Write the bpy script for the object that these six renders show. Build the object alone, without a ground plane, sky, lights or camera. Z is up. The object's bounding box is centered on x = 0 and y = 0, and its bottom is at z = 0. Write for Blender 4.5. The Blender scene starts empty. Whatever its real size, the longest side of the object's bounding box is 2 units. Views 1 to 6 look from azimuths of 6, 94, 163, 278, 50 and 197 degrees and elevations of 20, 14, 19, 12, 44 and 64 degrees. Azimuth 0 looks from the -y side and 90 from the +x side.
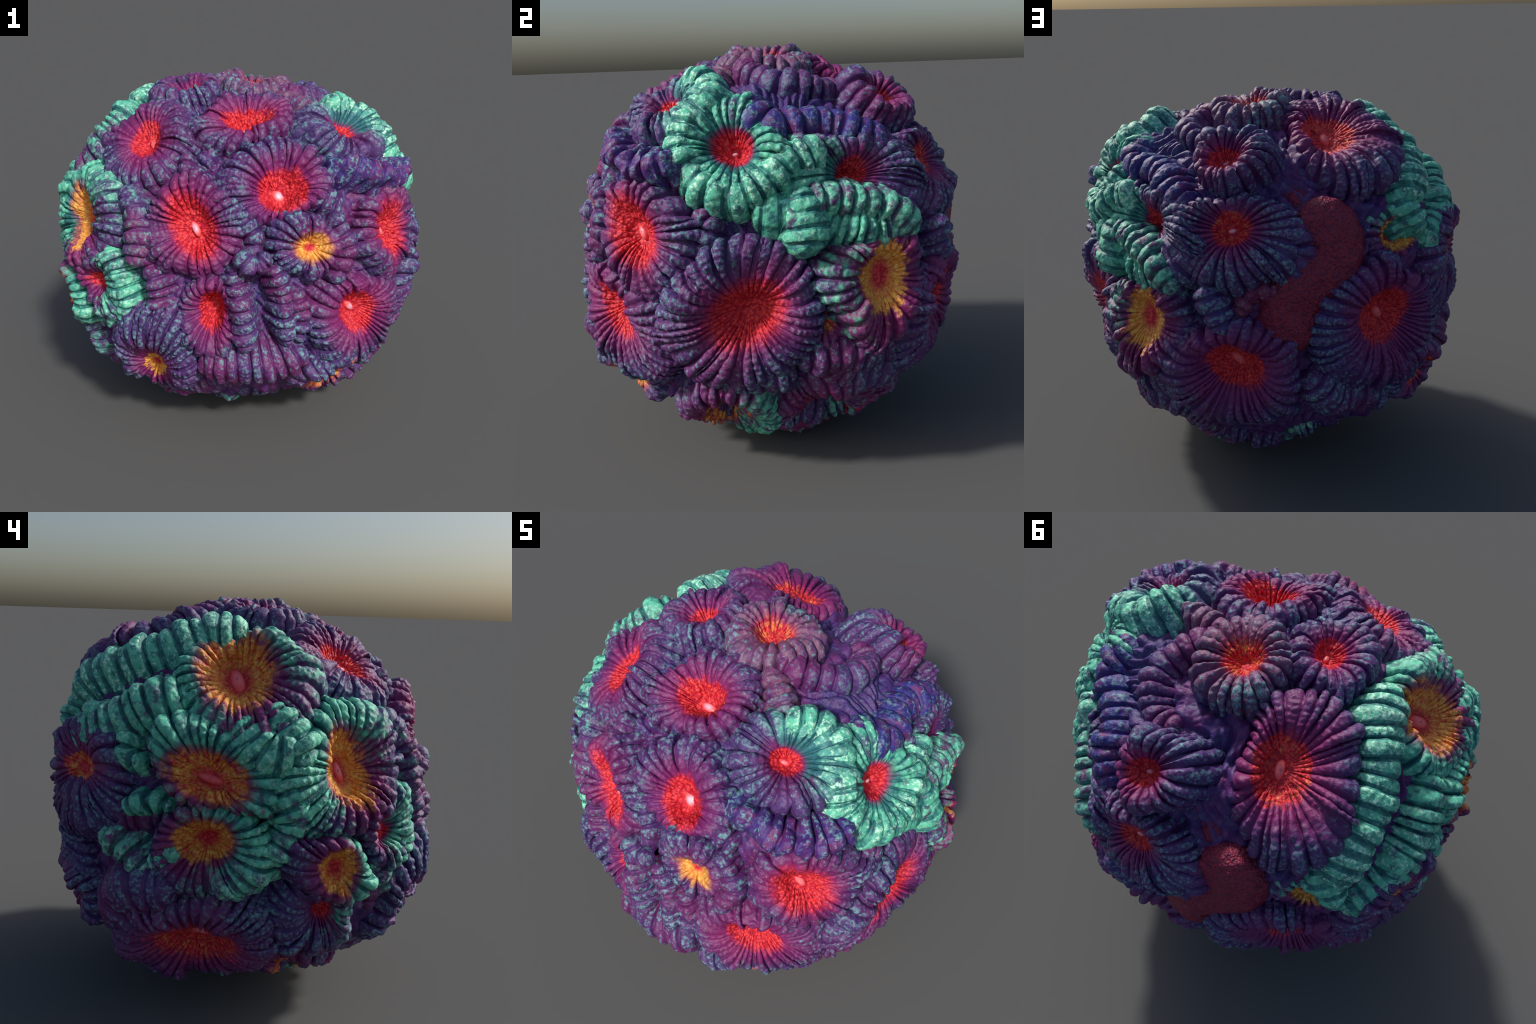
"""A ball-shaped colony of a stony coral: some forty fleshy polyps, each a ribbed
ring (mantle) round a red or amber oral disc with a mouth, plus meandering ribbed
folds of tissue between them, over a rounded, slightly boxy core."""
import math
import bpy
import numpy as np
from mathutils import Matrix

CENTRE = np.array([0.0, 0.0, 0.93])
RNG = np.random.default_rng(11)

# ---------------------------------------------------------------- colony shape
# Cross-sections of the whole colony: (elevation, radius every 30 degrees of azimuth)
SECTIONS = (
    (-90, (0.938,)),
    (-67.5, (0.973, 0.989, 0.972, 0.940, 0.909, 0.888, 0.886, 0.895, 0.903, 0.916, 0.925, 0.949)),
    (-45, (0.968, 0.983, 0.992, 0.983, 1.007, 0.996, 0.973, 0.968, 0.970, 0.951, 0.946, 0.961)),
    (-22.5, (0.993, 1.017, 1.020, 0.992, 1.031, 1.017, 0.963, 0.996, 1.016, 1.008, 1.033, 1.039)),
    (0, (0.980, 0.989, 0.989, 0.967, 1.010, 1.017, 0.971, 1.047, 0.988, 0.921, 0.969, 1.012)),
    (22.5, (1.056, 1.017, 1.031, 0.985, 1.063, 1.073, 1.036, 1.049, 0.973, 0.949, 0.977, 1.107)),
    (45, (1.071, 1.031, 1.049, 1.007, 1.064, 1.086, 1.063, 1.061, 1.015, 0.966, 0.998, 1.114)),
    (67.5, (1.023, 1.009, 0.996, 0.981, 0.988, 1.009, 1.028, 1.035, 1.013, 0.984, 0.994, 1.024)),
    (90, (0.985,)),
)
DEGREE = 6


def heading(azimuth, elevation):
    a, e = np.radians(azimuth), np.radians(elevation)
    return np.stack([np.cos(a) * np.cos(e), np.sin(a) * np.cos(e), np.sin(e) + 0 * a], -1)


def smooth_terms(d):
    """Polynomials of a unit direction: the smooth functions on a sphere up to DEGREE."""
    x, y, z = d[..., 0], d[..., 1], d[..., 2]
    return np.stack([x**i * y**j * z ** (t - i - j) for t in (DEGREE, DEGREE - 1) for i in range(t + 1) for j in range(t + 1 - i)], -1)


def fit_envelope():
    d, r = [], []
    for elevation, radii in SECTIONS:
        for k, radius in enumerate(radii):
            d.append(heading(30.0 * k, float(elevation)))
            r.append(radius)
    return np.linalg.lstsq(smooth_terms(np.array(d)), np.array(r), rcond=1e-6)[0]


ENVELOPE = fit_envelope()
CREST = 0.03  # ribs stand this far above the smooth envelope


def envelope(d):
    return smooth_terms(d) @ ENVELOPE - CREST


# ---------------------------------------------------------------- small tools
def hashed(i, j, k, seed):
    n = (i * 374761393 + j * 668265263 + k * 2147483647 + seed * 974711) & 0xFFFFFFFF
    n = ((n ^ (n >> 13)) * 1274126177) & 0xFFFFFFFF
    return ((n ^ (n >> 16)) & 0xFFFF) / 65535.0


def noise(p, size, seed=0):
    """Value noise in -1..1 over points p, with lumps about `size` metres wide."""
    q = p / size + 100.0
    c = np.floor(q).astype(np.int64)
    f = q - c
    f = f * f * (3 - 2 * f)
    total = 0.0
    for a in (0, 1):
        for b in (0, 1):
            for g in (0, 1):
                weight = (f[..., 0] if a else 1 - f[..., 0]) * (f[..., 1] if b else 1 - f[..., 1]) * (f[..., 2] if g else 1 - f[..., 2])
                total = total + weight * hashed(c[..., 0] + a, c[..., 1] + b, c[..., 2] + g, seed)
    return total * 2 - 1


def smoothstep(lo, hi, x):
    t = np.clip((x - lo) / (hi - lo), 0, 1)
    return t * t * (3 - 2 * t)


def through(points, x):
    """Catmull-Rom curve through a list of points, at x in 0..1."""
    p = np.asarray(points, float)
    p = np.vstack([2 * p[0] - p[1], p, 2 * p[-1] - p[-2]])
    u = np.clip(np.asarray(x), 0, 1) * (len(p) - 3)
    i = np.minimum(u.astype(int), len(p) - 4)
    t = (u - i)[..., None]
    a, b, c, d = p[i], p[i + 1], p[i + 2], p[i + 3]
    return 0.5 * (2 * b + (c - a) * t + (2 * a - 5 * b + 4 * c - d) * t**2 + (3 * b - a - 3 * c + d) * t**3)


def unit(v):
    return v / np.linalg.norm(v, axis=-1, keepdims=True)


def east_north(c):
    e = unit(np.cross([0.0, 0.0, 1.0], c))
    return e, np.cross(c, e)


def grid_normals(p, wrap):
    """Normals of a grid p[row, column]; the columns may close into a ring."""
    along = np.gradient(p, axis=0)
    across = (np.roll(p, -1, 1) - np.roll(p, 1, 1)) if wrap else np.gradient(p, axis=1)
    n = np.cross(across, along)
    n = n / np.maximum(np.linalg.norm(n, axis=-1, keepdims=True), 1e-12)
    out = np.sum(n * (p - CENTRE), -1)
    return n * (1 if np.mean(out) > 0 else -1)


def grid_mesh(name, p, n, wrap, matrix, first=0, last=None, crest=None):
    """Mesh of rows first..last of a grid, in the space of `matrix`, with the whole grid's normals."""
    p, n = p[first:last], n[first:last]
    rows, cols = p.shape[:2]
    inverse = np.linalg.inv(matrix)
    local = p.reshape(-1, 3) @ inverse[:3, :3].T + inverse[:3, 3]
    local_n = unit(n.reshape(-1, 3) @ matrix[:3, :3])
    i = np.arange(rows - 1)[:, None] * cols
    j = np.arange(cols if wrap else cols - 1)[None, :]
    k = (j + 1) % cols
    quads = np.stack([i + j, i + k, i + cols + k, i + cols + j], -1).reshape(-1, 4)
    a, b, c = (local[quads[:, q]] for q in (0, 1, 2))
    if np.mean(np.sum(np.cross(b - a, c - b) * local_n[quads[:, 0]], -1)) < 0:
        quads = quads[:, ::-1]
    mesh = bpy.data.meshes.new(name)
    mesh.vertices.add(len(local))
    mesh.vertices.foreach_set("co", local.astype(np.float32).ravel())
    mesh.loops.add(quads.size)
    mesh.loops.foreach_set("vertex_index", quads.astype(np.int32).ravel())
    mesh.polygons.add(len(quads))
    mesh.polygons.foreach_set("loop_start", np.arange(0, quads.size, 4, dtype=np.int32))
    mesh.polygons.foreach_set("use_smooth", np.ones(len(quads), bool))
    if crest is not None:  # faces on the rib tops take the second material
        face = crest[first:last][:-1][:, : quads.shape[0] // (rows - 1)]
        mesh.polygons.foreach_set("material_index", face.astype(np.int32).ravel())
    mesh.update(calc_edges=True)
    mesh.normals_split_custom_set_from_vertices(local_n.astype(np.float32))
    return mesh


def place(name, mesh, parent, material, matrix=None, **properties):
    o = bpy.data.objects.new(name, mesh)
    bpy.context.scene.collection.objects.link(o)
    o.parent = parent
    if matrix is not None:
        o.matrix_basis = Matrix(matrix.tolist())
    mesh.materials.append(material)
    if material is SKIN:
        mesh.materials.append(CREST_SKIN)
    for key, value in properties.items():
        o[key] = float(value)
    return o


# ---------------------------------------------------------------- materials
class Nodes:
    """Short hand for building a node tree."""

    def __init__(self, name):
        self.material = bpy.data.materials.new(name)
        self.material.use_nodes = True
        self.tree = self.material.node_tree
        self.tree.nodes.clear()

    def new(self, kind, **settings):
        n = self.tree.nodes.new("ShaderNode" + kind)
        for k, v in settings.items():
            setattr(n, k, v)
        return n

    def put(self, socket, value):
        if hasattr(value, "is_output"):
            self.tree.links.new(value, socket)
        elif isinstance(value, (tuple, list)) and len(value) == 3 and socket.type == "RGBA":
            socket.default_value = (*value, 1)
        else:
            socket.default_value = value

    def math(self, op, a, b=0.0, clamp=False):
        n = self.new("Math", operation=op, use_clamp=clamp)
        self.put(n.inputs[0], a)
        self.put(n.inputs[1], b)
        return n.outputs[0]

    def vec(self, op, a, b=(0, 0, 0)):
        n = self.new("VectorMath", operation=op)
        self.put(n.inputs[0], a)
        self.put(n.inputs[1], b)
        return n.outputs["Value" if op in ("LENGTH", "DISTANCE", "DOT_PRODUCT") else "Vector"]

    def ramp(self, x, lo, hi, to_lo=0.0, to_hi=1.0):
        n = self.new("MapRange", interpolation_type="SMOOTHSTEP")
        for i, v in enumerate((x, lo, hi, to_lo, to_hi)):
            self.put(n.inputs[i], v)
        return n.outputs[0]

    def noise(self, at, scale, detail=2.0, roughness=0.5):
        n = self.new("TexNoise")
        self.put(n.inputs["Vector"], at)
        n.inputs["Scale"].default_value = scale
        n.inputs["Detail"].default_value = detail
        n.inputs["Roughness"].default_value = roughness
        return n.outputs["Fac"]

    def cells(self, at, scale, feature="F1"):
        n = self.new("TexVoronoi", feature=feature)
        self.put(n.inputs["Vector"], at)
        n.inputs["Scale"].default_value = scale
        return n.outputs["Distance"]

    def mix(self, f, a, b):
        n = self.new("Mix", data_type="RGBA")
        self.put(n.inputs[0], f)
        self.put(n.inputs[6], a)
        self.put(n.inputs[7], b)
        return n.outputs[2]

    def prop(self, name):
        return self.new("Attribute", attribute_type="OBJECT", attribute_name=f'["{name}"]').outputs["Fac"]

    def finish(self, colour, height, strength, distance, roughness, specular=0.4):
        bump = self.new("Bump")
        bump.inputs["Strength"].default_value = strength
        bump.inputs["Distance"].default_value = distance
        self.put(bump.inputs["Height"], height)
        bsdf = self.new("BsdfPrincipled")
        self.put(bsdf.inputs["Base Color"], colour)
        self.put(bsdf.inputs["Roughness"], roughness)
        self.put(bsdf.inputs["Normal"], bump.outputs[0])
        bsdf.inputs["Specular IOR Level"].default_value = specular
        out = self.new("OutputMaterial")
        self.tree.links.new(bsdf.outputs[0], out.inputs[0])
        return self.material


def coral_skin(crest):
    """Skin of the rib crests (crest=1) or of the grooves and inner walls (crest=0): purple flesh with pale flecks on the rib tops; green and blue pigment by piece and by side;
    red or amber oral disc, laid out by the distance from the disc's middle (object space, rim at 1)."""
    t = Nodes("coral_crest_skin" if crest else "coral_skin")
    geometry = t.new("NewGeometry")
    at = geometry.outputs["Position"]
    local = t.new("TexCoord").outputs["Object"]
    flat = t.vec("MULTIPLY", local, (1, 1, 0))
    radius = t.vec("LENGTH", flat)
    fine, grain, broad = t.noise(at, 58, 5, 0.62), t.noise(at, 130, 2), t.noise(at, 5, 3)
    blotch = t.noise(at, 22, 4, 0.6)
    is_polyp = t.prop("polyp")

    purple = t.mix(t.ramp(broad, 0.35, 0.65), PURPLE, VIOLET)
    magenta = t.math("MULTIPLY", is_polyp, t.ramp(radius, 1.0, 2.6, 0.8, 0.0))
    flesh = t.mix(magenta, purple, MAGENTA)
    flesh = t.mix(t.math("MULTIPLY", is_polyp, t.ramp(radius, 1.7, 4.0, 0.0, 0.72)), flesh, INDIGO)
    flesh = t.mix(t.math("MULTIPLY", t.prop("grey"), t.ramp(blotch, 0.3, 0.65)), flesh, GREY)

    # green and blue pigment
    side = t.vec("NORMALIZE", flat)
    green_side = t.new("CombineXYZ")
    t.put(green_side.inputs[0], t.prop("green_x"))
    t.put(green_side.inputs[1], t.prop("green_y"))
    green = t.math("ADD", t.prop("green"), t.vec("DOT_PRODUCT", side, green_side.outputs[0]))
    green = t.math("ADD", green, t.math("MULTIPLY", t.math("SUBTRACT", blotch, 0.5), 1.3))
    green = t.math("MULTIPLY", t.ramp(green, 0.3, 0.75), t.math("GREATER_THAN", t.prop("green"), 0.01))
    green = t.math("MULTIPLY", green, t.math("MAXIMUM", t.math("SUBTRACT", 1.0, is_polyp), t.ramp(radius, 1.1, 1.7)))
    green_tone = t.mix(t.ramp(blotch, 0.30 if crest else 0.42, 0.60 if crest else 0.80), TEAL, GREEN)
    flesh = t.mix(green, flesh, green_tone)
    blue = t.math("MULTIPLY", t.prop("blue"), t.ramp(blotch, 0.3, 0.6))
    flesh = t.mix(blue, flesh, BLUE)

    # pale flecks where the flesh is thick: the tops of the ribs, away from the disc
    crown = t.ramp(geometry.outputs["Pointiness"], 0.44, 0.54) if crest else 0.12
    away = t.math("MAXIMUM", t.math("SUBTRACT", 1.0, is_polyp), t.ramp(radius, 1.3, 2.6))
    fleck = t.math("MULTIPLY", t.ramp(t.math("ADD", fine, t.math("MULTIPLY", t.math("SUBTRACT", broad, 0.5), 0.3)), 0.46, 0.70), t.math("MULTIPLY", crown, away))
    fleck = t.math("MULTIPLY", fleck, t.math("MULTIPLY", t.math("SUBTRACT", 1.0, t.math("MULTIPLY", green, 0.2)), t.prop("fleck")))
    flesh = t.mix(fleck, flesh, t.mix(green, FLECK, MINT))

    # oral disc
    edge = t.math("ADD", radius, t.math("MULTIPLY", t.math("SUBTRACT", t.noise(at, 26, 4, 0.6), 0.5), t.math("ADD", 0.6, t.math("MULTIPLY", t.prop("amber"), 0.9))))
    glow = t.math("MULTIPLY", is_polyp, t.ramp(edge, 0.95, t.math("ADD", 1.25, t.prop("glow")), 1.0, 0.0))
    amber = t.math("ADD", t.prop("amber"), t.math("MULTIPLY", t.math("SUBTRACT", t.noise(at, 40, 4, 0.65), 0.5), 2.0))
    amber = t.math("MULTIPLY", t.ramp(amber, 0.3, 0.9), t.ramp(radius, 0.25, 0.75))
    pebble = t.cells(at, 62)
    red = t.mix(t.ramp(t.math("ADD", pebble, t.math("MULTIPLY", grain, 0.3)), 0.35, 0.8), SCARLET, RED)
    disc = t.mix(amber, red, t.mix(t.ramp(fine, 0.4, 0.7), AMBER, YELLOW))
    colour = t.mix(glow, flesh, disc)

    # smooth red tissue
    sheet = t.math("MULTIPLY", t.prop("red"), t.ramp(blotch, 0.15, 0.42))
    colour = t.mix(sheet, colour, t.mix(t.ramp(t.cells(at, 70), 0.2, 0.6), WINE, CRIMSON))

    height = t.math("ADD", t.math("MULTIPLY", fine, 0.7), t.math("MULTIPLY", grain, 0.4))
    pebbles = t.math("MULTIPLY", pebble, t.math("MULTIPLY", glow, -1.6))
    height = t.math("ADD", height, pebbles)
    height = t.math("ADD", height, t.math("MULTIPLY", t.cells(at, 95), t.math("MULTIPLY", t.prop("red"), -1.5)))
    return t.finish(colour, height, 0.7, 0.006, t.math("ADD", 0.42, t.math("MULTIPLY", fine, 0.2)))


def mouth_skin():
    """Glossy pink lips, paler at the tip."""
    t = Nodes("mouth_skin")
    local = t.new("TexCoord").outputs["Object"]
    at = t.new("NewGeometry").outputs["Position"]
    tip = t.ramp(t.vec("LENGTH", t.vec("MULTIPLY", local, (1, 1, 0))), 0.03, 0.3)
    pale = t.mix(t.prop("pale"), CORAL_RED, PINK)
    colour = t.mix(tip, pale, CORAL_RED)
    return t.finish(colour, t.noise(at, 90, 2), 0.3, 0.003, 0.35)


PURPLE, VIOLET, MAGENTA = (0.140, 0.020, 0.122), (0.070, 0.022, 0.14), (0.24, 0.017, 0.12)
TEAL, GREEN, MINT = (0.02, 0.15, 0.16), (0.11, 0.52, 0.36), (0.48, 0.85, 0.66)
BLUE, FLECK = (0.03, 0.025, 0.20), (0.14, 0.30, 0.34)
INDIGO, GREY = (0.06, 0.03, 0.15), (0.23, 0.11, 0.16)
RED, SCARLET, AMBER, YELLOW = (0.48, 0.012, 0.034), (0.84, 0.055, 0.058), (0.74, 0.27, 0.045), (0.90, 0.58, 0.13)
WINE, CRIMSON = (0.125, 0.013, 0.058), (0.27, 0.019, 0.052)  # red sheet's tones darkened to its look in shade
PINK, CORAL_RED = (0.95, 0.50, 0.62), (0.85, 0.10, 0.11)
SKIN, CREST_SKIN, LIPS = coral_skin(0), coral_skin(1), mouth_skin()

# ---------------------------------------------------------------- parts
colony = bpy.data.objects.new("coral_colony", None)
bpy.context.scene.collection.objects.link(colony)
colony["label"] = "ball-shaped stony coral colony, purple and green ribbed polyps with glowing red mouths"
colony["category"] = "coral"

RIB_WIDTH = 0.063
FLOOR = 0.55  # the flat floor's share of the coloured oral disc
# Section through a polyp's ring, from the disc's rim (0) to the foot (1):
# (way out, depth in shares of the disc's depth, further depth in metres)
RING = ((0.00, 1.0, 0.0), (0.10, 0.80, 0.0), (0.24, 0.48, 0.0), (0.40, 0.20, 0.0), (0.56, 0.04, 0.0), (0.70, 0.0, 0.0),
        (0.82, 0.0, 0.014), (0.92, 0.0, 0.040), (1.0, 0.0, 0.078), (1.08, 0.0, 0.108), (1.17, 0.0, 0.15))

LIP = RING[:6] + ((0.83, 0.0, 0.010), (0.95, 0.0, 0.030), (1.03, 0.0, 0.068), (1.05, 0.0, 0.115), (1.01, 0.0, 0.17))  # overhanging edge


def rib_layout(length, rng, per_rib, ring=True):
    """Split a length into ribs of uneven width: for each column, its place (0..1),
    its place across its rib (-1..1) and its rib's own strength and rise."""
    count = max(6 if ring else 3, int(round(length / RIB_WIDTH)))
    width = 1 + rng.uniform(-0.28, 0.28, count)
    start = np.concatenate([[0], np.cumsum(width / width.sum())])
    place, across, own, rise = [], [], [], []
    strength, lift = rng.uniform(0.7, 1.2, count), rng.normal(0, 1, count)
    for k in range(count):
        x = np.arange(per_rib) / per_rib
        place.append(start[k] + (start[k + 1] - start[k]) * x)
        across.append(x * 2 - 1)
        weight = 1 - np.abs(x * 2 - 1) ** 3
        own.append(np.full(per_rib, strength[k]))
        rise.append(lift[k] * weight)
    return map(np.concatenate, (place, across, own, rise))


def rib_shape(x):
    """Round-topped rib with narrow grooves at -1 and 1."""
    return np.sqrt(np.clip(1.0 - np.abs(x) ** 2.2, 0, 1)) - 0.55


def roughen(p, n, amount=1.0):
    beads = 0.0042 * noise(p, 0.018, 5) + 0.0018 * noise(p, 0.010, 6)
    lumps = 0.007 * noise(p, 0.05, 7) + 0.012 * noise(p, 0.13, 8)
    return p + n * ((beads + lumps) * amount)[..., None]


COUNT = [0]
POLYPS = []  # (heading, angular size of the disc, depth of the disc below the envelope)


def polyp(azimuth, elevation, disc, reach, depth=None, lift=0.0, tilt=(0, 0), green=(0, 0, 0), blue=0.0, amber=0.0, glow=0.08, fleck=1.0,
          mouth=0.34, pale=0.5, mouth_at=(0.0, 0.0), ribs=1.0, grey=0.0, section=RING):
    """One polyp at a heading on the colony. disc: half axes of the oral disc in degrees and the bearing of the long one;
    reach: how far its foot lies from the disc's middle, in degrees, every 30 degrees of bearing (0 = east, 90 = up).
    tilt: how far its ring rises on one side (metres) and the bearing of that side. green: share of green pigment, bearing of its greenest side, how much the sides differ."""
    COUNT[0] += 1
    rng = np.random.default_rng(100 + COUNT[0])
    c = heading(azimuth, elevation)
    e, n = east_north(c)
    reach = np.asarray(reach, float)
    reach = np.minimum(reach, np.median(reach) * 1.4) * (1 + rng.uniform(-0.07, 0.07, len(reach)))
    major, minor, turn = disc
    minor = max(minor, 0.55 * major)

    # outline, and columns spread evenly along it
    harmonics = np.fft.rfft(reach) / len(reach)

    def outline(b):
        total = np.full(b.shape, harmonics[0].real)
        for k in range(1, 6):
            total += 2 * (harmonics[k].real * np.cos(k * b) - harmonics[k].imag * np.sin(k * b))
        return np.radians(total)

    b = np.linspace(0, 2 * np.pi, 721)
    o = outline(b)
    step = np.hypot(np.diff(o), np.diff(b) * 0.5 * (o[1:] + o[:-1]))
    run = np.concatenate([[0], np.cumsum(step)])
    spot, across, own, rise = rib_layout(run[-1], rng, 10)
    bearing = np.interp(spot, run / run[-1], b)
    foot = outline(bearing)
    rel = bearing - np.radians(turn)
    rim = np.radians(major * minor) / np.hypot(minor * np.cos(rel), major * np.sin(rel))
    rim = np.minimum(FLOOR * rim, 0.6 * foot)
    width = float(np.mean(foot - rim))
    if depth is None:
        depth = float(np.clip(0.45 * width, 0.05, 0.12))

    POLYPS.append((c, float(rim.max()), depth - lift + abs(tilt[0])))

    # rows: disc, then ring
    disc_rows = max(8, int(np.mean(rim) / 0.008))
    ring_rows = int(np.clip(width * 1.6 / 0.0048, 40, 84))
    section = through(section, np.linspace(0, 1, ring_rows))
    share = np.linspace(0.04, 1, disc_rows, endpoint=False)
    swing = 0.2 * noise(np.stack([np.cos(bearing), np.sin(bearing), 0 * bearing], -1), 0.45, COUNT[0])
    far = np.concatenate([share[:, None] * rim, rim + section[:, :1] * (foot - rim)])
    t = np.concatenate([0 * share, section[:, 0]])[:, None]
    foot_rib = 1 + 0.05 * rib_shape(across) * own * smoothstep(0.6, 1.0, t)
    far = far * foot_rib
    turned = bearing + swing * t
    direction = np.cos(far)[..., None] * c + np.sin(far)[..., None] * (np.cos(turned)[..., None] * e + np.sin(turned)[..., None] * n)
    down = np.concatenate([depth * (1.15 - 0.15 * share**2), section[:, 1] * depth + section[:, 2]])[:, None]
    wave = 0.028 * noise(np.stack([np.cos(bearing), np.sin(bearing), 0 * bearing + COUNT[0]], -1), 0.7, 3)
    lean = tilt[0] * np.cos(bearing - math.radians(tilt[1])) * np.minimum(1, far / np.mean(foot))
    height = lift + lean - down + (wave + 0.008 * rise) * smoothstep(0.15, 0.6, t)
    p = CENTRE + direction * (envelope(direction) + height)[..., None]
    normal = grid_normals(p, True)
    strength = (0.004 + 0.026 * smoothstep(0.0, 0.5, t)) * own * ribs * np.minimum(1, foot / 0.2)
    strength = strength * np.concatenate([share**2, np.ones(ring_rows)])[:, None]
    strength = strength * (1 + 0.55 * noise(p, 0.09, 31)) + 0.004 * smoothstep(0.6, 0.85, t) * rise
    bands = np.sin(2 * np.pi * far / 0.026 + 9 * own + 3 * noise(p, 0.06, 33))
    p = p + normal * (strength * rib_shape(across) + 0.0021 * bands * (1 - across**2) * smoothstep(0.15, 0.4, t))[..., None]
    p = roughen(p, normal)
    p = p + normal * (0.007 * noise(p, 0.021, 41) * (1 - smoothstep(0.0, 0.3, t)))[..., None]
    p[0] = p[0].mean(0)
    normal = grid_normals(p, True)
    normal[0] = unit(normal[1].mean(0))

    # object space: origin on the disc, z outwards, scaled so that the disc's rim is at 1
    a = math.radians(turn)
    x, y = math.cos(a) * e + math.sin(a) * n, -math.sin(a) * e + math.cos(a) * n
    size = envelope(c) - depth
    sx, sy = math.radians(major) * size, math.radians(minor) * size
    matrix = np.eye(4)
    matrix[:3, 0], matrix[:3, 1], matrix[:3, 2], matrix[:3, 3] = x * sx, y * sy, c * math.sqrt(sx * sy), p[0, 0]
    share_green, bearing_green, sway = green
    g = math.radians(bearing_green - turn)
    look = dict(polyp=1, green=share_green, green_x=sway * math.cos(g), green_y=sway * math.sin(g), blue=blue, amber=amber, glow=glow, fleck=fleck, grey=grey)
    tops = (np.abs(across + 0.1) < 0.62) & (t > 0.34 + 0.12 * noise(p, 0.04, 61))
    body = place("polyp", grid_mesh("polyp", p, normal, True, matrix, disc_rows - 1, crest=tops), colony, SKIN, matrix, **look)
    place("oral_disc", grid_mesh("oral_disc", p, normal, True, matrix, 0, disc_rows), body, SKIN, **look)
    if mouth:
        u, v = np.linspace(0, 2 * np.pi, 24, endpoint=False), np.linspace(0, np.pi, 13)
        ball = np.stack([np.sin(v)[:, None] * np.cos(u), np.sin(v)[:, None] * np.sin(u), np.cos(v)[:, None] + 0 * u], -1)
        swell = 1 + 0.12 * np.cos(2 * u)
        lips = ball * np.array([mouth, mouth * 0.8, 0.20]) * swell[None, :, None]
        slit = np.exp(-((lips[..., 1] / (0.25 * mouth)) ** 2) - (lips[..., 0] / (0.6 * mouth)) ** 2)
        lips[..., 2] -= 0.05 * slit * (ball[..., 2] > 0)
        lips[..., 0] += mouth_at[0]
        lips[..., 1] += mouth_at[1]
        world = lips @ matrix[:3, :3].T + matrix[:3, 3]
        outward = unit((ball / np.array([mouth, mouth * 0.8, 0.20])) @ np.linalg.inv(matrix[:3, :3]))
        place("mouth", grid_mesh("mouth", world, outward, True, matrix), body, LIPS, pale=pale)


def fold(half_width, *headings, lift=-0.005, height=0.15, green=0.0, blue=0.0, red=0.0, fleck=1.0, ribs=1.0, grey=0.0, lump=0.0):
    """A ribbed ridge of tissue along a line of (azimuth, elevation) headings, half_width in degrees;
    lump: height of extra knobs."""
    COUNT[0] += 1
    rng = np.random.default_rng(100 + COUNT[0])
    line = unit(through([heading(a, el) for a, el in headings], np.linspace(0, 1, 240)))
    run = np.concatenate([[0], np.cumsum(np.linalg.norm(np.diff(line, axis=0), axis=1))])
    half = math.radians(half_width)
    length = run[-1] + half  # the ends bulge past the last headings
    spot, across, own, rise = rib_layout(length, rng, 10, False)
    s = spot * length - half / 2
    q = np.stack([np.interp(s, run, line[:, k]) for k in range(3)], -1)
    first, last = unit(line[1] - line[0]), unit(line[-1] - line[-2])
    q = q + np.where(s < 0, s, 0)[:, None] * first + np.where(s > run[-1], s - run[-1], 0)[:, None] * last
    q = unit(q)
    lateral = unit(np.cross(q, np.gradient(q, axis=0)))
    end = np.clip(np.minimum(s + half / 2, run[-1] + half / 2 - s) / half, 0.0, 1)
    taper = np.sqrt(np.clip(1 - (1 - end) ** 2, 0.01, 1))
    x = np.linspace(-1.12, 1.12, int(np.clip(half * 2.6 / 0.0052, 30, 76)))
    arch = np.where(np.abs(x) < 1, np.abs(x) ** 2.6, 1 + (np.abs(x) - 1) * 4)
    out = np.where(np.abs(x) < 1, x, np.sign(x) * (1 - (np.abs(x) - 1) * 0.3))
    wander = 0.12 * noise(np.stack([s / 0.25, 0 * s, 0 * s + COUNT[0]], -1), 1.0, 4)
    offset = (out[:, None] + wander) * half * taper * (1 + 0.06 * rib_shape(across) * own * np.abs(x)[:, None])
    shift = 0.25 * half * noise(np.stack([s / 0.12, 0 * s + 9, 0 * s + COUNT[0]], -1), 1.0, 4)
    direction = unit(q[None] * np.cos(offset)[..., None] + lateral[None] * np.sin(offset)[..., None])
    wave = 0.018 * noise(np.stack([s / 0.2, 0 * s + COUNT[0], 0 * s], -1), 1.0, 8)
    rise_total = lift + wave + 0.007 * rise * ribs - height * arch[:, None] - 0.12 * (1 - taper) ** 1.5
    p = CENTRE + direction * (envelope(direction) + rise_total)[..., None]
    normal = grid_normals(p, False)
    p = p + normal * (0.026 * ribs * (1 + 0.55 * noise(p, 0.09, 31)) * own * rib_shape(across) * np.ones((len(x), 1)))[..., None]
    p = roughen(p, normal)
    p = p + normal * (lump * noise(p, 0.055, 51))[..., None]
    normal = grid_normals(p, False)
    matrix = np.eye(4)
    matrix[:3, 3] = p.reshape(-1, 3).mean(0)
    tops = (np.abs(across + 0.1) < 0.62) & (np.abs(x)[:, None] < 0.92 + 0.1 * noise(p, 0.04, 61))
    place("tissue_fold", grid_mesh("tissue_fold", p, normal, False, matrix, crest=tops), colony, SKIN, matrix, polyp=0, green=green, blue=blue, red=red, fleck=fleck, grey=grey)


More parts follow.
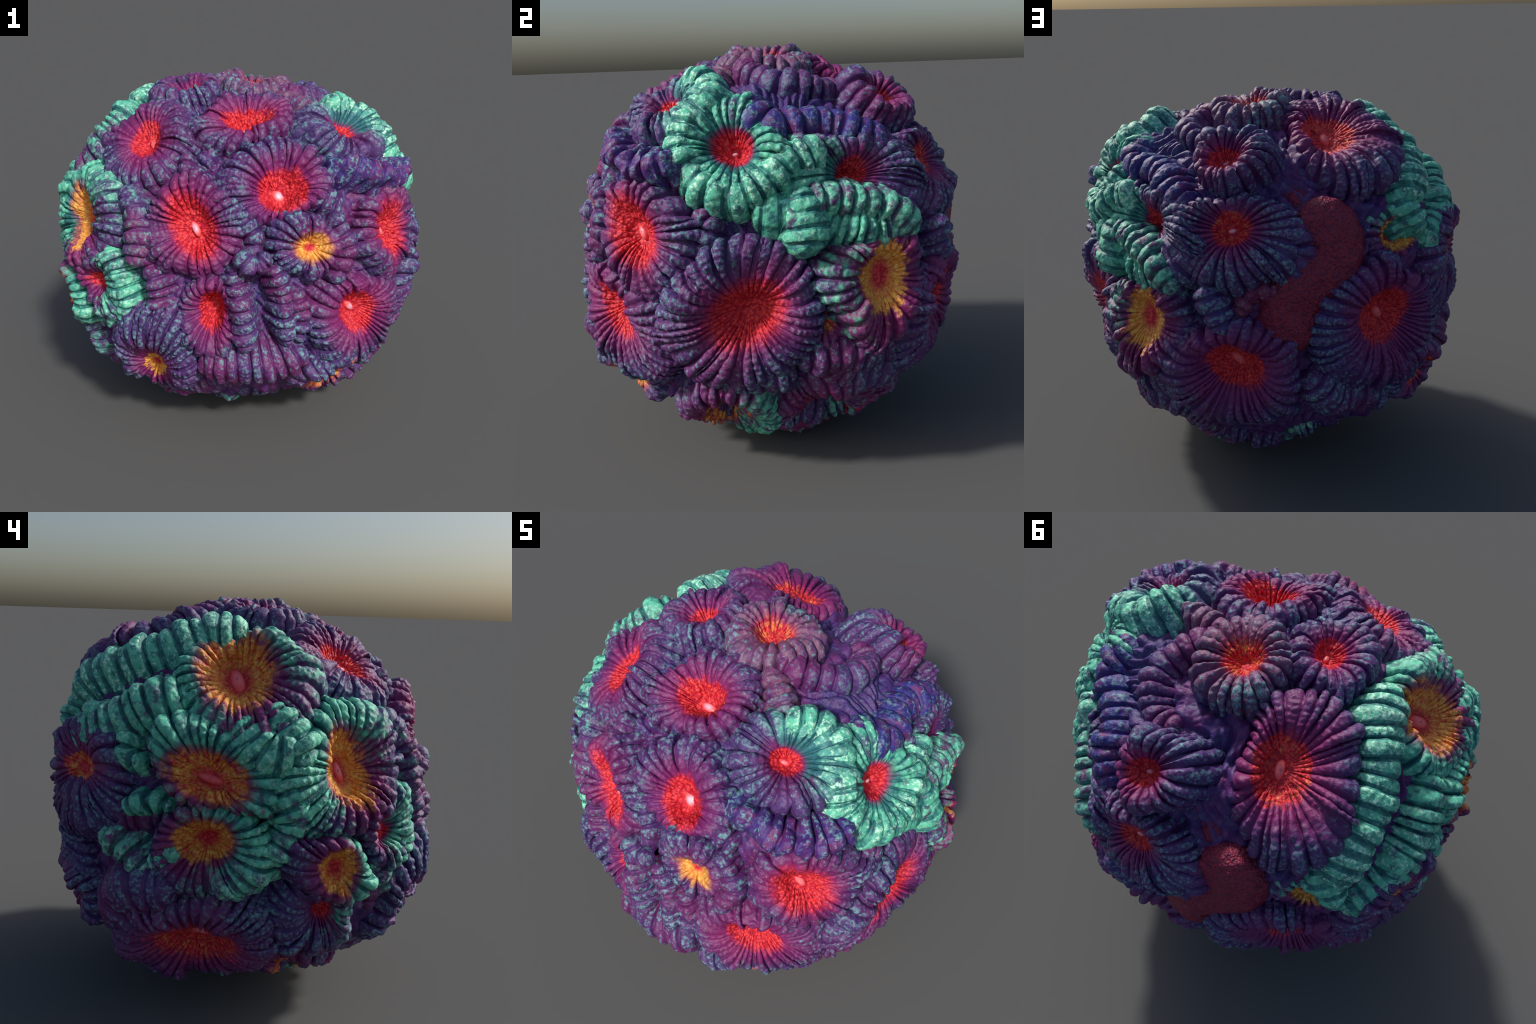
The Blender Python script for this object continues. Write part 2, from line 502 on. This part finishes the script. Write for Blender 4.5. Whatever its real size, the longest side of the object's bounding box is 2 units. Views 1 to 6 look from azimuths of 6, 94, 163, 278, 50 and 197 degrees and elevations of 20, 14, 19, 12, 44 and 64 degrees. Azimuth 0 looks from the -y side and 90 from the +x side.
def core():
    """The lumpy flesh that fills the gaps between polyps and folds."""
    rows, cols = 240, 480
    el = np.linspace(-90, 90, rows)[:, None] + np.zeros((1, cols))
    az = np.linspace(0, 360, cols, endpoint=False)[None, :] + np.zeros((rows, 1))
    d = heading(az, el)
    top = envelope(d)
    r = top - 0.105 + 0.035 * smoothstep(-10, -35, el) + 0.03 * noise(d, 0.11, 21) + 0.034 * np.abs(noise(d, 0.05, 22)) - 0.004
    winding = np.sin(2 * np.pi * (d @ np.array([5.0, 8.0, 9.0]) + 2.2 * noise(d, 0.3, 23)))
    r = r + 0.024 * np.abs(winding) - 0.006
    for c, size, deep in POLYPS:  # stay well below the oral discs
        angle = np.arccos(np.clip(d @ c, -1, 1))
        near = smoothstep(size * 2.6, size * 1.4, angle)
        r = r - near * np.maximum(0, r - (top - deep - 0.1))
    p = CENTRE + d * r[..., None]
    normal = unit(d)
    p = roughen(p, normal)
    g = grid_normals(p, True)
    g[0], g[-1] = (0, 0, -1), (0, 0, 1)
    p[0], p[-1] = p[0].mean(0), p[-1].mean(0)
    matrix = np.eye(4)
    matrix[:3, 3] = CENTRE
    place("coral_flesh", grid_mesh("coral_flesh", p, g, True, matrix), colony, SKIN, matrix, polyp=0, blue=0.4, fleck=1.0, green=0.2)


# ---------------------------------------------------------------- the colony
polyp(-130, 49, disc=(6.7, 4.7, 134), reach=(16, 16, 15, 17, 17, 17, 17, 17, 16, 17, 17, 17), mouth=0.3, pale=0.8, mouth_at=(0, -0.2), depth=0.08)
polyp(-75, 62, disc=(7.8, 5.4, 174), reach=(15, 16, 16, 16, 15, 14, 17, 19, 14, 11, 11, 13), amber=0.15, pale=0.9, mouth=0.35, depth=0.12)
polyp(-32, 47, disc=(3.5, 2.7, 150), reach=(16, 16, 14, 13, 14, 15, 14, 12, 12, 12, 12, 16), green=(0.35, 20, 0.6), blue=0.35, depth=0.1, pale=0.3, glow=0.1, grey=0.25)
polyp(-67, 34, disc=(6.7, 6.6, 124), reach=(14, 15, 17, 19, 20, 20, 19, 15, 10, 9, 9, 11), mouth=0.4, pale=1, blue=0.15)
polyp(-99, 24, disc=(8.9, 5.6, 119), reach=(16, 15, 15, 17, 16, 16, 17, 17, 17, 16, 17, 16), pale=0.9, mouth=0.3, glow=0.4, tilt=(0.04, 110), lift=0.015, depth=0.075)
polyp(-60, 16, disc=(3.5, 2.8, 163), reach=(9, 9, 10, 10, 13, 18, 16, 12, 10, 11, 11, 9), amber=1.1, glow=0.8, mouth=0, fleck=1.2, depth=0.045)
polyp(-31, 15, disc=(6.9, 4.9, 123), reach=(19, 16, 13, 13, 14, 15, 13, 12, 14, 18, 23, 24), glow=0.6, mouth=0.3, pale=0.3, depth=0.09)
polyp(-44, -8, disc=(8.3, 5.8, 136), reach=(21, 16, 13, 13, 15, 19, 19, 17, 19, 23, 25, 26), pale=1, mouth=0.3, depth=0.1)
polyp(-93, -3, disc=(7.1, 4.1, 86), reach=(7, 8, 11, 12, 11, 12, 13, 13, 15, 16, 12, 7), mouth=0, depth=0.13, lift=-0.02)
polyp(-116, -25, disc=(5.8, 2.6, 70), reach=(16, 18, 25, 30, 19, 13, 12, 14, 16, 18, 17, 16), amber=1, mouth=0, glow=0, depth=0.07, lift=0.0, tilt=(0.045, 100))
polyp(-145, 19, disc=(8.7, 5.1, 107), reach=(21, 22, 19, 18, 16, 13, 17, 22, 20, 17, 16, 18), green=(0.6, 130, 0.6), amber=0.9, mouth=0.35, pale=0.3, glow=0.2, lift=0.015)
polyp(-134, 2, disc=(3.3, 2.3, 169), reach=(30, 22, 14, 10, 8, 8, 7, 7, 8, 10, 16, 27), green=(0.3, 0, 0.5), amber=0.2, mouth=0.25, pale=0.6, glow=0)
polyp(-149, -5, disc=(5.9, 4.0, 102), reach=(9, 8, 8, 8, 10, 15, 16, 10, 8, 7, 11, 12), green=(0.3, -10, 0.7), amber=0.8, mouth=0, lift=0.03)
polyp(-150, -18, disc=(2.8, 1.9, 117), reach=(8, 7, 7, 8, 9, 12, 14, 14, 17, 20, 17, 11), mouth=0.5, pale=0.4, green=(0.2, 0, 0.3), glow=0.4, lift=0.01)
polyp(-50, -31, disc=(6, 3.5, 30), reach=(13, 12, 11, 10, 11, 13, 15, 14, 13, 13, 13, 13), amber=0.7, mouth=0, glow=0.8)
polyp(-5, 36, disc=(3.9, 3.6, 18), reach=(15, 10, 12, 14, 13, 13, 15, 16, 15, 15, 16, 16), green=(0.95, 250, 0.2), depth=0.12, mouth=0.2, pale=1, glow=0.2, fleck=1.3)
polyp(31, 30, disc=(4.0, 3.0, 2), reach=(21, 14, 9, 8, 11, 19, 22, 24, 22, 20, 22, 25), green=(0.4, 215, 0.65), mouth=0.3, pale=0.8)
polyp(-2, -5, disc=(8.9, 6.6, 38), reach=(18, 19, 21, 21, 18, 19, 22, 23, 24, 23, 20, 19), mouth=0, glow=0.5, depth=0.12, lift=0.02, tilt=(0.025, 180), section=LIP)
polyp(35, 2, disc=(8.4, 6.4, 76), reach=(17, 14, 12, 11, 12, 17, 19, 16, 19, 18, 15, 17), amber=0.9, mouth=0, glow=0.05, depth=0.06, green=(0.15, 180, 0.3), tilt=(0.03, -110))
polyp(19, -7, disc=(3.8, 2.7, 100), reach=(8, 6, 6, 6, 8, 8, 7, 7, 11, 17, 17, 13), amber=0.6, mouth=0, glow=0.3, lift=-0.05)
polyp(29, -48, disc=(11.3, 8.6, 114), reach=(14, 22, 27, 25, 24, 19, 19, 18, 18, 17, 13, 13), green=(0.25, -60, 0.4), mouth=0.3, pale=0.1)
polyp(-15, -45, disc=(11.6, 5.4, 69), reach=(15, 18, 20, 19, 15, 14, 13, 12, 15, 21, 21, 18), green=(0.5, -60, 0.4), amber=0.7, mouth=0, lift=0.025)
polyp(62, 30, disc=(4.7, 3.7, 18), reach=(20, 16, 12, 9, 9, 14, 18, 19, 17, 16, 17, 22), amber=0.3, mouth=0.25, pale=0.9, glow=0.15, depth=0.075)
polyp(56, 49, disc=(3.9, 3.2, 40), reach=(11, 13, 14, 12, 10, 9, 8, 8, 8, 9, 10, 10), mouth=0.3, pale=0.6, lift=0.035)
polyp(113, 61, disc=(8.8, 7.1, 71), reach=(16, 20, 21, 18, 12, 10, 10, 14, 23, 26, 20, 17), amber=0.25, mouth=0.28, pale=0.2, fleck=0.7, lift=0.01, depth=0.075, tilt=(0.07, -20), glow=-0.05, section=LIP)
polyp(111, 1, disc=(9.6, 8.8, 124), reach=(23, 17, 15, 17, 19, 22, 24, 24, 25, 26, 32, 31), mouth=0.25, pale=0.15, fleck=0.8, blue=0.2, glow=-0.05, tilt=(0.025, 120), section=LIP)
polyp(63, -10, disc=(9.3, 7.7, 133), reach=(19, 18, 16, 14, 15, 17, 21, 23, 26, 24, 23, 20), mouth=0.28, pale=0.1, blue=0.15, fleck=0.8, glow=-0.05, section=LIP)
polyp(-176, 44, disc=(10.4, 7.7, 109), reach=(20, 17, 15, 14, 14, 15, 15, 15, 17, 25, 28, 26), green=(0.75, 130, 0.5), amber=0.75, mouth=0.35, pale=0.2, glow=0.15, depth=0.1, tilt=(0.04, -20), fleck=1.6)
polyp(179, 17, disc=(9.0, 4.3, 164), reach=(19, 17, 12, 12, 15, 18, 14, 10, 8, 8, 9, 16), green=(0.75, 60, 0.4), amber=0.65, mouth=0.35, pale=0.05, glow=0.2, lift=0.018)
polyp(178, 1, disc=(7.4, 5.4, 17), reach=(17, 15, 11, 10, 10, 12, 15, 18, 18, 18, 18, 18), green=(0.5, 20, 0.35), amber=0.75, mouth=0, glow=0.2, lift=0.02)
polyp(173, -33, disc=(9.9, 7.2, 175), reach=(23, 24, 21, 19, 19, 21, 23, 24, 21, 20, 22, 22), amber=0.3, mouth=0.3, pale=0.3, glow=0.4, fleck=0.8, green=(0.15, 90, 0.1), lift=0.025)
polyp(141, 15, disc=(5.5, 3.0, 10), reach=(16, 14, 12, 12, 12, 13, 16, 20, 22, 20, 18, 18), amber=0.5, mouth=0, glow=-0.1, depth=0.05, lift=0.005)
polyp(128, -22, disc=(5, 4, 60), reach=(13, 11, 10, 10, 11, 13, 14, 13, 12, 12, 13, 13), amber=0.4, mouth=0)
polyp(-145, -51, disc=(9.2, 6.4, 141), reach=(12, 11, 10, 17, 19, 15, 10, 6, 7, 8, 9, 11), amber=0.6, mouth=0, green=(0.3, -90, 0.4))
polyp(7, 84, disc=(4.6, 4.3, 43), reach=(15, 14, 12, 12, 13, 13, 14, 13, 12, 12, 14, 15), amber=0.4, mouth=0, fleck=1.4, glow=0.4, lift=0.012, grey=0.6)
polyp(-155, 74, disc=(4.1, 3.6, 147), reach=(12, 12, 11, 11, 11, 12, 14, 14, 13, 12, 12, 12), mouth=0.3, pale=0.3, lift=0.01)
polyp(118, 24, disc=(4.5, 3.5, 147), reach=(11, 9, 8, 9, 10, 12, 12, 11, 9, 9, 10, 11), green=(0.45, 60, 0.6), amber=1, mouth=0, lift=-0.075)
fold(5.6, (-85, 11), (-84, 3), (-83, -5), (-82, -12), fleck=1.3, green=0.15, lift=0.02)
fold(4.9, (-73, 10), (-71, 2), (-71, -4), (-70, -12), fleck=1.2, lift=0.02)
fold(4.8, (-131, 19), (-129, 13), (-125, 8), (-123, 3), (-121, -2), (-122, -8), green=0.8)
fold(8.0, (-127, -38), (-117, -44), (-93, -33), (-81, -29), (-71, -25), lift=-0.02)
fold(7.0, (-1, 48), (6, 43), (16, 44), (28, 43), (37, 39), (44, 36), blue=1, green=0.15)
fold(5.0, (-15, 73), (-9, 70), (2, 66), (13, 61), (26, 59), (38, 58), (46, 60), fleck=0.6, lift=-0.02)
fold(5.0, (-28, 72), (-28, 66), (-28, 60), grey=0.6)
fold(8.3, (179, 60), (170, 59), (162, 56), (153, 51), (145, 47), (138, 43), (131, 39), (126, 34), green=1.1, fleck=2, lift=0.035)  # fleck doubled: the pale sunlit sheen on this ridge is painted in mint
fold(8.0, (129, 19), (143, 24), (152, 28), (160, 33), (167, 36), green=0.75, lift=-0.012)
fold(8.6, (128, 4), (145, 6), (154, 6), (161, 6), fleck=0.5)
fold(6.6, (150, -2), (155, -4), (160, -8), green=0.6, lift=0.025)
fold(3.6, (156, 24), (156, 20), (161, 19), green=0.9)
fold(4.3, (158, 8), (163, 10), (168, 9), green=0.8)
fold(4.4, (164, -6), (169, -3), green=0.8, lift=0.03)
fold(13.5, (93, 34), (94, 24), (89, 18), (82, 12), (80, 6), (82, 0), red=1, ribs=0.1, fleck=0.2, lift=-0.006)
fold(9.0, (83, 43), (90, 38), (93, 31), red=1, ribs=0.15, fleck=0.2, lift=-0.09)
fold(5.4, (75, 13), (69, 12), (65, 7), red=0.6, ribs=0.5, lift=-0.03, blue=0.3)
fold(5.7, (56, 12), (58, 7), (60, 3), ribs=0.8, blue=0.4, lift=0.03)
fold(5.1, (83, 30), (84, 24), (81, 18), blue=0.2, lift=-0.01, fleck=0.3)
fold(4.6, (-48, 37), (-41, 34), (-35, 31), (-27, 29), (-19, 30), blue=0.7, lift=0.04, lump=0.022, fleck=1.6)
fold(5.0, (-55, 30), (-50, 27), fleck=1.3, lift=-0.03, lump=0.015)
fold(5.9, (-123, 31), (-119, 25), (-117, 19), (-117, 12), green=0.3, lift=0.045)
fold(5.5, (142, 28), (138, 22), green=1)
fold(8.0, (87, -17), (93, -24), (102, -28), (115, -32))
fold(6.9, (21, -24), (33, -31), (43, -40), (52, -56), green=0.25)
fold(2.8, (151, -47), (165, -51), (-175, -51), green=0.9)
fold(8.0, (-161, -32), (-150, -32), (-140, -30), lift=-0.01)
fold(5.5, (-65, 0), (-64, -6), (-65, -12), lift=-0.04, lump=0.012)
fold(4.3, (-12, 20), (-10, 17), (-12, 12), lift=-0.035)
fold(6.0, (-133, -4), (-131, -11), (-131, -20), lift=-0.045)
fold(7.0, (-133, -7), (-124, -16), (-127, -20), green=0.5, lift=-0.045)
fold(7.1, (15, -19), (24, -19), (33, -20), (41, -18))
fold(5.2, (-95, 52), (-100, 44), (-104, 38), blue=0.4, lift=-0.05)
fold(4.4, (-139, 60), (-119, 63), (-108, 59), blue=0.5, lift=-0.05)
fold(8.0, (4, 20), (10, 19), (13, 12), green=0.9, ribs=0.35, fleck=0.5, lift=0.02)
fold(7.5, (13, 23), (14, 17), (14, 13), green=1, ribs=0.6, lift=0.05)
fold(4.2, (-104, 45), (-104, 41), (-109, 35))
fold(4.2, (-83, 15), (-79, 12), (-76, 14), lift=0.065, lump=0.01)
fold(9.0, (166, -13), (157, -15), (149, -24), lift=0.06)
fold(5.0, (-26, 56), (-18, 54), (-14, 49), (-16, 43), (-19, 39), green=0.85, lift=0.02, fleck=2)
fold(5.5, (-18, 40), (-18, 33), (-12, 27), (-4, 24), (4, 27), (10, 32), (18, 35), lift=0.008, green=0.8, fleck=2)
fold(6.0, (12, 15), (12, 21), (20, 23), (28, 22), (37, 19), (44, 14), lift=0.025, green=0.6, fleck=1.2, lump=0.008)
fold(6.0, (122, 37), (122, 31), (123, 25), green=1.1, ribs=0.4, lump=0.015, lift=-0.01)
fold(7.5, (-172, 28), (-167, 23), (-161, 22), green=1, lift=0.035)
fold(8.0, (-95, -22), (-84, -22), (-74, -21), (-66, -18), lift=0.03)
fold(5.0, (-114, 12), (-111, 4), (-110, -4), lift=0.0)
fold(8.0, (-10, -27), (8, -25), lift=0.0, green=0.3)
fold(6.0, (-163, 14), (-160, 6), (-164, -2), green=0.7, lift=0.01)
fold(4.0, (-82, 27), (-78, 20), (-80, 13), lift=0.01)
fold(4.5, (-52, 22), (-49, 13), (-52, 5), lift=0.0)
fold(7.0, (-164, 31), (-158, 22), green=1, lift=0.02)

# hidden underside: plain polyps all round the foot
for k in range(9):
    ring, spot = (0, k) if k < 8 else (1, 0)
    polyp(45.0 * spot + 10, -62 if ring == 0 else -86, disc=(5, 4, 40 * k), reach=RNG.uniform(13, 18, 12), lift=-0.012, amber=0.3, green=(0.3, 200, 0.3))
core()
